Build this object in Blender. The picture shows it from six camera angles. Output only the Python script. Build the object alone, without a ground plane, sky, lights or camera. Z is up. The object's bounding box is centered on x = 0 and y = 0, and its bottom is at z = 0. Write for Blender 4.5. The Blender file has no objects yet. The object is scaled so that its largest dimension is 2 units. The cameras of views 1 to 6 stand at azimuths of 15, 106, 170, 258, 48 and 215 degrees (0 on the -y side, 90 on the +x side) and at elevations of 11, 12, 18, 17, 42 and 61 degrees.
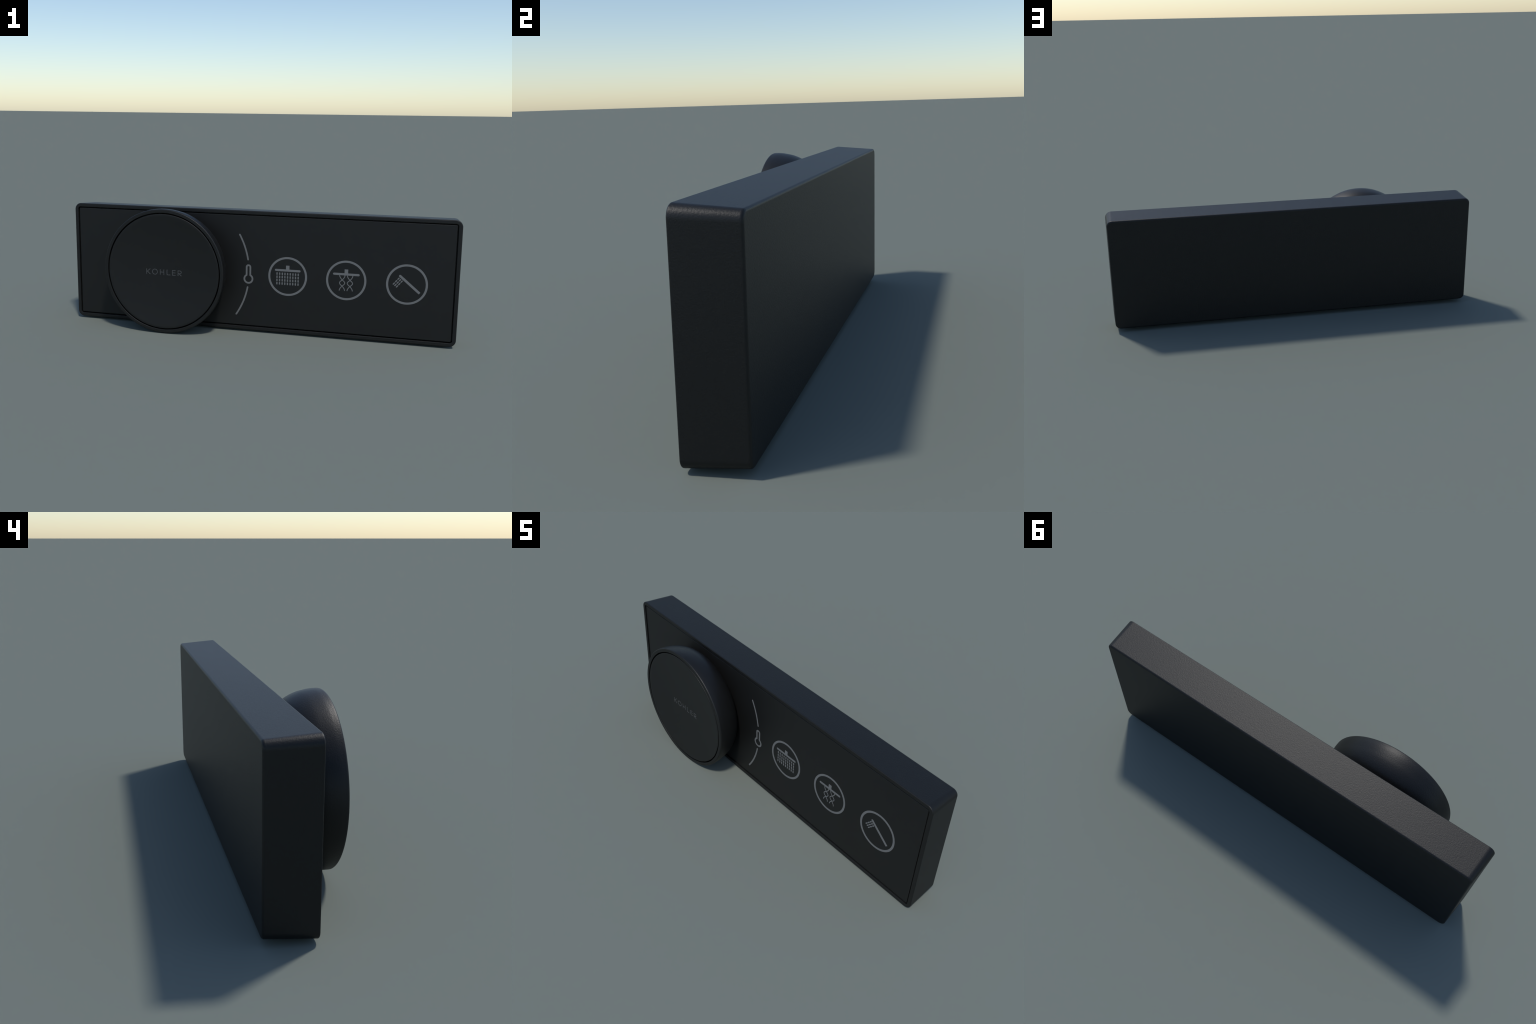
import bpy, math

# ------------------------------------------------------------------ sizes (m)
X_HALF = 1.0                 # housing half length
Z_LOW, Z_HIGH = 0.0070, 0.6260
Z_MID = 0.5 * (Z_LOW + Z_HIGH)
Z_HALF = 0.5 * (Z_HIGH - Z_LOW)
Y_BACK = 0.1645
Y_FRONT = -0.0060
DRAFT = 0.0120               # the housing narrows by this much on every side towards its back
CORNER = 0.033               # corner radius of the housing outline
RIM = 0.0185                 # width of the housing rim round the panel
GAP = 0.0055                 # shadow gap between rim and panel
GAP_DEPTH = 0.026
DIAL_X, DIAL_Z = -0.4405, 0.3175
DIAL_R = 0.3170
DIAL_FRONT = -0.1645
DIAL_GROOVE_R = 0.2990       # outer radius of the gap round the dial cap
CAP_R = 0.2932
DISH = 0.0180                # depth of the dial cap's concave face
ICON_Z = 0.3013


# ------------------------------------------------------------------ materials
def satin_black(name, base, rough, grain_scale, grain_strength, grain_dist):
    m = bpy.data.materials.new(name)
    m.use_nodes = True
    nt = m.node_tree
    b = nt.nodes["Principled BSDF"]
    tc = nt.nodes.new("ShaderNodeTexCoord")
    # very faint mottling of the paint
    mott = nt.nodes.new("ShaderNodeTexNoise")
    mott.inputs["Scale"].default_value = 9.0
    mott.inputs["Detail"].default_value = 4.0
    nt.links.new(tc.outputs["Object"], mott.inputs["Vector"])
    ramp = nt.nodes.new("ShaderNodeValToRGB")
    ramp.color_ramp.elements[0].position = 0.3
    ramp.color_ramp.elements[1].position = 0.7
    ramp.color_ramp.elements[0].color = (*[c * 0.96 for c in base], 1)
    ramp.color_ramp.elements[1].color = (*[c * 1.04 for c in base], 1)
    nt.links.new(mott.outputs["Fac"], ramp.inputs["Fac"])
    nt.links.new(ramp.outputs["Color"], b.inputs["Base Color"])
    b.inputs["Roughness"].default_value = rough
    b.inputs["IOR"].default_value = 1.5
    b.inputs["Specular IOR Level"].default_value = 0.35
    # powder-coat grain
    grain = nt.nodes.new("ShaderNodeTexNoise")
    grain.inputs["Scale"].default_value = grain_scale
    grain.inputs["Detail"].default_value = 3.0
    grain.inputs["Roughness"].default_value = 0.55
    nt.links.new(tc.outputs["Object"], grain.inputs["Vector"])
    bump = nt.nodes.new("ShaderNodeBump")
    bump.inputs["Strength"].default_value = grain_strength
    bump.inputs["Distance"].default_value = grain_dist
    nt.links.new(grain.outputs["Fac"], bump.inputs["Height"])
    nt.links.new(bump.outputs["Normal"], b.inputs["Normal"])
    return m


def print_ink(name, base, rough):
    m = bpy.data.materials.new(name)
    m.use_nodes = True
    nt = m.node_tree
    b = nt.nodes["Principled BSDF"]
    tc = nt.nodes.new("ShaderNodeTexCoord")
    n = nt.nodes.new("ShaderNodeTexNoise")
    n.inputs["Scale"].default_value = 60.0
    nt.links.new(tc.outputs["Object"], n.inputs["Vector"])
    ramp = nt.nodes.new("ShaderNodeValToRGB")
    ramp.color_ramp.elements[0].color = (*[c * 0.97 for c in base], 1)
    ramp.color_ramp.elements[1].color = (*[c * 1.03 for c in base], 1)
    nt.links.new(n.outputs["Fac"], ramp.inputs["Fac"])
    nt.links.new(ramp.outputs["Color"], b.inputs["Base Color"])
    b.inputs["Roughness"].default_value = rough
    return m


COAT = satin_black("black_powder_coat", (0.0076, 0.0078, 0.0077), 0.47, 195.0, 0.27, 0.002)
PANEL = satin_black("black_panel_lacquer", (0.0086, 0.0089, 0.0088), 0.47, 205.0, 0.05, 0.002)
INK = print_ink("grey_printed_ink", (0.150, 0.152, 0.152), 0.5)
LOGO_INK = print_ink("dark_grey_lettering_ink", (0.066, 0.067, 0.068), 0.5)


# ------------------------------------------------------------------ mesh helpers
def make_object(name, verts, faces, material, parent, smooth=True):
    me = bpy.data.meshes.new(name)
    me.from_pydata(verts, [], faces)
    me.validate()
    if smooth:
        me.shade_smooth()
    me.materials.append(material)
    ob = bpy.data.objects.new(name, me)
    bpy.context.scene.collection.objects.link(ob)
    ob.parent = parent
    return ob


def rounded_rect(hx, hz, r, seg=10, support=0.0015):
    """Loop of (x, z) round a rectangle with rounded corners, counter-clockwise
    from the front (-y), with support points on the straight runs."""
    pts = []
    for cx, cz, a0 in ((hx - r, hz - r, 0), (-hx + r, hz - r, 90),
                       (-hx + r, -hz + r, 180), (hx - r, -hz + r, 270)):
        a = math.radians(a0)
        t = (math.sin(a), -math.cos(a))          # against travel direction
        sx, sz = cx + r * math.cos(a), cz + r * math.sin(a)
        pts.append((sx + t[0] * support, sz + t[1] * support))
        for i in range(seg + 1):
            b = a + math.radians(90) * i / seg
            pts.append((cx + r * math.cos(b), cz + r * math.sin(b)))
        b = a + math.radians(90)
        pts.append((cx + r * math.cos(b) - math.sin(b) * support,
                    cz + r * math.sin(b) + math.cos(b) * support))
    return pts


def loft(loops, cap_first=True, cap_last=True):
    n = len(loops[0])
    verts = [p for lp in loops for p in lp]
    faces = []
    for k in range(len(loops) - 1):
        for i in range(n):
            j = (i + 1) % n
            faces.append((k * n + i, k * n + j, (k + 1) * n + j, (k + 1) * n + i))
    if cap_first:
        faces.append(tuple(range(n - 1, -1, -1)))
    if cap_last:
        faces.append(tuple((len(loops) - 1) * n + i for i in range(n)))
    return verts, faces


def quarter(d0, y0, d1, y1, first, seg=6):
    """Quarter-ellipse of (inset, y) steps; first = 'y' leaves along y first."""
    out = []
    for i in range(seg + 1):
        a = math.radians(90) * i / seg
        if first == 'y':
            out.append((d1 + (d0 - d1) * math.cos(a), y0 + (y1 - y0) * math.sin(a)))
        else:
            out.append((d0 + (d1 - d0) * math.sin(a), y1 + (y0 - y1) * math.cos(a)))
    return out


def rect_shell(profile, radius, min_r=0.001):
    loops = []
    for d, y in profile:
        k = 0.5 if y > 0.1 else 1.15           # corners tighten faster round the panel gap
        r = max(radius - k * d, min_r)
        loops.append([(x, y, z + Z_MID) for x, z in
                      rounded_rect(X_HALF - d, Z_HALF - d, r)])
    return loft(loops)


def lathe(profile, cx, cz, seg=256):
    loops = []
    for r, y in profile:
        loops.append([(cx + r * math.cos(2 * math.pi * i / seg), y,
                       cz + r * math.sin(2 * math.pi * i / seg)) for i in range(seg)])
    return loft(loops)


def spline(points, per=8):
    """Catmull-Rom curve through profile points."""
    p = [points[0]] + list(points) + [points[-1]]
    out = []
    for i in range(1, len(p) - 2):
        for k in range(per):
            t = k / per
            out.append(tuple(0.5 * (2 * p[i][c] + (p[i + 1][c] - p[i - 1][c]) * t
                       + (2 * p[i - 1][c] - 5 * p[i][c] + 4 * p[i + 1][c] - p[i + 2][c]) * t * t
                       + (3 * p[i][c] - p[i - 1][c] - 3 * p[i + 1][c] + p[i + 2][c]) * t ** 3)
                       for c in (0, 1)))
    out.append(points[-1])
    return out


# ------------------------------------------------------------------ top object
root = bpy.data.objects.new("shower_controller", None)
bpy.context.scene.collection.objects.link(root)
root["label"] = "matte black wall shower control bar with round dial"
root["category"] = "shower control"

# ------------------------------------------------------------------ housing
S = 0.0012
BB, FB = 0.0085, 0.0045      # back and front edge radii
T = DRAFT
prof = [(T + BB + S, Y_BACK)]
prof += quarter(T + BB, Y_BACK, T, Y_BACK - BB, 'x')
prof += [(T * 0.99, Y_BACK - BB - S), (T * 0.01, Y_FRONT + FB + S)]
prof += quarter(0.0, Y_FRONT + FB, FB, Y_FRONT, 'y')
prof += [(FB + S, Y_FRONT), (RIM - 0.0030, Y_FRONT)]
prof += quarter(RIM - 0.0015, Y_FRONT, RIM, Y_FRONT + 0.0015, 'x', 4)
prof += [(RIM, Y_FRONT + 0.0030), (RIM, Y_FRONT + GAP_DEPTH), (RIM + S, Y_FRONT + GAP_DEPTH)]
v, f = rect_shell(prof, CORNER)
housing = make_object("housing", v, f, COAT, root)

# ------------------------------------------------------------------ front panel
PY = -0.0025        # panel face
P0 = RIM + GAP
prof = [(P0 + S, Y_FRONT + GAP_DEPTH - 0.001), (P0, Y_FRONT + GAP_DEPTH - 0.001),
        (P0, PY + 0.0035)]
prof += quarter(P0, PY + 0.0022, P0 + 0.0022, PY, 'y', 4)
prof += [(P0 + 0.0022 + S, PY)]
v, f = rect_shell(prof, 0.0060 + 1.15 * P0, 0.0015)
panel = make_object("front_panel", v, f, PANEL, root)

# ------------------------------------------------------------------ dial
dome = spline([(0.221, PY), (0.2370, -0.0080), (0.2540, -0.0165), (0.2690, -0.0275),
               (0.2840, -0.0430), (0.2970, -0.0635), (0.3070, -0.0880), (0.3130, -0.1130),
               (0.3165, -0.1360), (DIAL_R, -0.1530)])
ER = 0.0045                  # rounding of the rim's outer edge
rim_edge = quarter(0.3169, DIAL_FRONT + 0.0065, 0.3169 - ER, DIAL_FRONT, 'y', 6)
GR = DIAL_GROOVE_R
prof = [(0.19, PY + 0.004), (0.221, PY + 0.004)] + dome + rim_edge
prof += [(0.3169 - ER - S, DIAL_FRONT), (GR + 0.0030, DIAL_FRONT)]
prof += quarter(GR + 0.0015, DIAL_FRONT, GR, DIAL_FRONT + 0.0015, 'x', 4)
prof += [(GR, DIAL_FRONT + 0.0032), (GR, DIAL_FRONT + 0.034), (GR - S, DIAL_FRONT + 0.034), (0.1, DIAL_FRONT + 0.034)]
v, f = lathe(prof, DIAL_X, DIAL_Z)
dial = make_object("control_dial", v, f, COAT, root)

CY = DIAL_FRONT + 0.0008     # edge of the dial cap's face
DISH_R = CAP_R - 0.0022


def dish(x, z):
    """How far the cap's face lies behind its edge at (x, z)."""
    q = ((x - DIAL_X) ** 2 + (z - DIAL_Z) ** 2) / DISH_R ** 2
    return DISH * max(0.0, 1.0 - q)


prof = [(0.1, DIAL_FRONT + 0.033), (CAP_R, DIAL_FRONT + 0.033), (CAP_R, CY + 0.0035)]
prof += quarter(CAP_R, CY + 0.0022, DISH_R, CY, 'y', 4)
for i in range(1, 25):
    rr = DISH_R * (1 - i / 24) if i < 24 else 0.002
    prof.append((rr, CY + DISH * (1 - (rr / DISH_R) ** 2)))
v, f = lathe(prof, DIAL_X, DIAL_Z)
cap = make_object("dial_cap", v, f, PANEL, dial)


# ------------------------------------------------------------------ printed marks
class Print:
    """Collects thin raised strokes lying on a face at y = face."""
    def __init__(self, face, lift=0.0004):
        self.face, self.lift, self.v, self.f, self.n = face, lift, [], [], 0

    def plate(self, outline):
        """Extruded polygon; each further plate sits a hair prouder."""
        y0 = self.face + 0.001
        y1 = self.face - self.lift - 0.00012 * (self.n % 4)
        self.n += 1
        b, n = len(self.v), len(outline)
        self.v += [(x, y1, z) for x, z in outline] + [(x, y0, z) for x, z in outline]
        self.f.append(tuple(b + i for i in range(n)))
        self.f.append(tuple(b + n + i for i in range(n - 1, -1, -1)))
        for i in range(n):
            j = (i + 1) % n
            self.f.append((b + j, b + i, b + n + i, b + n + j))

    def band(self, left, right, closed):
        """Extruded strip between two offset lines."""
        y0 = self.face + 0.001
        y1 = self.face - self.lift - 0.00012 * (self.n % 4)
        self.n += 1
        b, n = len(self.v), len(left)
        for (lx, lz), (rx, rz) in zip(left, right):
            self.v += [(lx, y1, lz), (rx, y1, rz), (lx, y0, lz), (rx, y0, rz)]
        for i in range(n if closed else n - 1):
            a, c = b + 4 * i, b + 4 * ((i + 1) % n)
            self.f += [(a, a + 1, c + 1, c), (a + 2, c + 2, c + 3, a + 3),
                       (a, c, c + 2, a + 2), (a + 1, a + 3, c + 3, c + 1)]
        if not closed:
            e = b + 4 * (n - 1)
            self.f += [(b, b + 2, b + 3, b + 1), (e, e + 1, e + 3, e + 2)]

    def stroke(self, pts, w, closed=False, round_ends=True):
        """Line of width w along pts, mitred, optionally with round ends."""
        h, n = w / 2, len(pts)
        left, right = [], []
        for i, (x, z) in enumerate(pts):
            a = pts[i - 1] if (i > 0 or closed) else pts[i]
            c = pts[(i + 1) % n] if (i < n - 1 or closed) else pts[i]
            d1 = (x - a[0], z - a[1]); d2 = (c[0] - x, c[1] - z)
            l1, l2 = math.hypot(*d1), math.hypot(*d2)
            d1 = (d1[0] / l1, d1[1] / l1) if l1 > 1e-9 else (d2[0] / l2, d2[1] / l2)
            d2 = (d2[0] / l2, d2[1] / l2) if l2 > 1e-9 else d1
            nx, nz = -(d1[1] + d2[1]), d1[0] + d2[0]
            l = math.hypot(nx, nz)
            nx, nz = nx / l, nz / l
            k = h / max(0.4, nx * -d1[1] + nz * d1[0])
            left.append((x + nx * k, z + nz * k)); right.append((x - nx * k, z - nz * k))
        if closed or not round_ends:
            self.band(left, right, closed)
            return
        def capfan(c, frm, steps=8):
            a0 = math.atan2(frm[1] - c[1], frm[0] - c[0])
            return [(c[0] + h * math.cos(a0 - math.pi * k / steps),
                     c[1] + h * math.sin(a0 - math.pi * k / steps)) for k in range(1, steps)]
        outline = left + capfan(pts[-1], left[-1]) + right[::-1] + capfan(pts[0], right[0])
        self.plate(outline)

    def build(self, name, material, parent, kind=None):
        ob = make_object(name, self.v, self.f, material, parent, smooth=False)
        import bmesh
        bm = bmesh.new(); bm.from_mesh(ob.data)
        bmesh.ops.recalc_face_normals(bm, faces=bm.faces)
        bm.to_mesh(ob.data); bm.free()
        if kind:
            ob["kind"] = kind
        return ob


def arc(cx, cz, r, a0, a1, n=32):
    return [(cx + r * math.cos(math.radians(a0 + (a1 - a0) * i / n)),
             cz + r * math.sin(math.radians(a0 + (a1 - a0) * i / n))) for i in range(n + 1)]


# temperature scale: two arcs sweeping round the dial
for a0, a1 in ((9.8, 29.0), (-10.8, -33.4)):
    p = Print(PY)
    p.stroke(arc(-0.4375, 0.3075, 0.4015, a0, a1), 0.0082)
    p.build("temperature_arc", INK, panel)

# thermometer outline
tx, tz, tr, th = -0.0392, 0.2763, 0.0214, 0.0097
joint = math.degrees(math.asin(th / tr))
p = Print(PY)
p.stroke(arc(tx, 0.3370, th, 0, 180, 16) + arc(tx, tz, tr, 90 + joint, 450 - joint, 40), 0.0087, closed=True)
p.build("thermometer_symbol", INK, panel)

# three round buttons
RING_X = (0.1647, 0.4600, 0.7547)
ring_mesh = None
for cx in RING_X:
    if ring_mesh is None:
        p = Print(PY)
        p.stroke(arc(0, 0, 0.0945, 0, 360, 96)[:-1], 0.0102, closed=True)
        ring = p.build("button_ring", INK, panel)
        ring_mesh = ring.data
    else:
        ring = ring.copy()
        bpy.context.scene.collection.objects.link(ring)
    ring.location = (cx, 0, ICON_Z)


def shower_head(cx):
    p = Print(PY)
    p.stroke([(cx - 0.0605, 0.3320), (cx + 0.0605, 0.3320)], 0.0107)
    p.plate([(cx - 0.0088, 0.3340), (cx + 0.0088, 0.3340), (cx + 0.0088, 0.3570), (cx - 0.0088, 0.3570)][::-1])
    p.build("shower_head_symbol", INK, panel)


# button 1: rain shower, nine columns of four drops
shower_head(RING_X[0])
p = Print(PY)
for c in range(9):
    for r in range(4):
        x, z = RING_X[0] + (c - 4) * 0.01362, 0.3135 - r * 0.01655
        p.stroke([(x, z + 0.0036), (x, z - 0.0036)], 0.0063)
p.build("water_drops", INK, panel, "stuff")

# button 2: two pairs of crossing streams
shower_head(RING_X[1])
for dx in (-0.0193, 0.0193):
    for s in (1, -1):
        p = Print(PY, 0.0004 if s > 0 else 0.00055)
        pts = []
        for i in range(49):
            z = 0.3262 - (0.3262 - 0.2500) * i / 48
            u = z - 0.2873                     # strands cross at u = +-0.0153
            if abs(u) <= 0.0153:
                off = math.cos(math.pi / 2 * u / 0.0153)
            else:
                off = -math.sin(math.pi / 2 * min(1.0, (abs(u) - 0.0153) / 0.0230))
            pts.append((RING_X[1] + dx + s * 0.0130 * off, z))
        p.stroke(pts, 0.0040)
        p.build("water_stream", INK, panel)

# button 3: hand shower
ux, uz = math.cos(math.radians(-40)), math.sin(math.radians(-40))
hx0, hz0, hx1, hz1 = 0.7212, 0.3413, 0.8168, 0.2611
p = Print(PY)
w = 0.0058
out = [(hx1 + uz * -w, hz1 + ux * w)]
a_side = math.degrees(math.atan2(ux, -uz))
out += arc(hx0, hz0, w, a_side, a_side + 180, 10)
out += [(hx1 + uz * w, hz1 - ux * w)]
p.plate(out[::-1])
p.build("hand_shower_symbol", INK, panel)
p = Print(PY)
for c in range(3):
    for r in range(3):
        s = 0.0072 + r * 0.0163
        x = 0.7180 + c * 0.0103 * ux + s * uz
        z = 0.3328 + c * 0.0103 * uz - s * ux
        p.stroke([(x - 0.0040 * uz, z + 0.0040 * ux), (x + 0.0040 * uz, z - 0.0040 * ux)], 0.0057)
p.build("water_drops", INK, panel, "stuff")

# lettering on the dial cap: thin sans capitals drawn as strokes
LZ0, LZ1, LW = 0.2990, 0.3268, 0.0032
lm = 0.5 * (LZ0 + LZ1)
lo, hi = LZ0 + LW / 2, LZ1 - LW / 2
letters = Print(CY, 0.0003)
def line(*pts):
    letters.stroke(list(pts), LW, round_ends=False)
x = -0.5350                                           # K
line((x, LZ0), (x, LZ1)); line((x + 0.0012, lm - 0.001), (x + 0.0190, LZ1)); line((x + 0.0035, lm + 0.0012), (x + 0.0200, LZ0))
letters.stroke(arc(-0.4906, lm, 0.0133, 0, 360, 40)[:-1], LW, closed=True)   # O
x = -0.4623                                           # H
line((x, LZ0), (x, LZ1)); line((x + 0.0195, LZ0), (x + 0.0195, LZ1)); line((x, lm), (x + 0.0195, lm))
x = -0.4258                                           # L
line((x, LZ1), (x, lo), (x + 0.0175, lo))
x = -0.3968                                           # E
line((x + 0.0170, hi), (x, hi), (x, lo), (x + 0.0170, lo)); line((x, lm), (x + 0.0165, lm))
x = -0.3663                                           # R
rb = (hi - (lm - 0.0020)) / 2
line((x, LZ0), (x, LZ1)); line(*([(x, hi)] + arc(x + 0.0105, hi - rb, rb, 90, -90, 12) + [(x, hi - 2 * rb)]))
line((x + 0.0040, hi - 2 * rb), (x + 0.0185, LZ0))
letters.v = [(x, y + dish(x, z), z) for x, y, z in letters.v]
letters.build("lettering", LOGO_INK, cap)
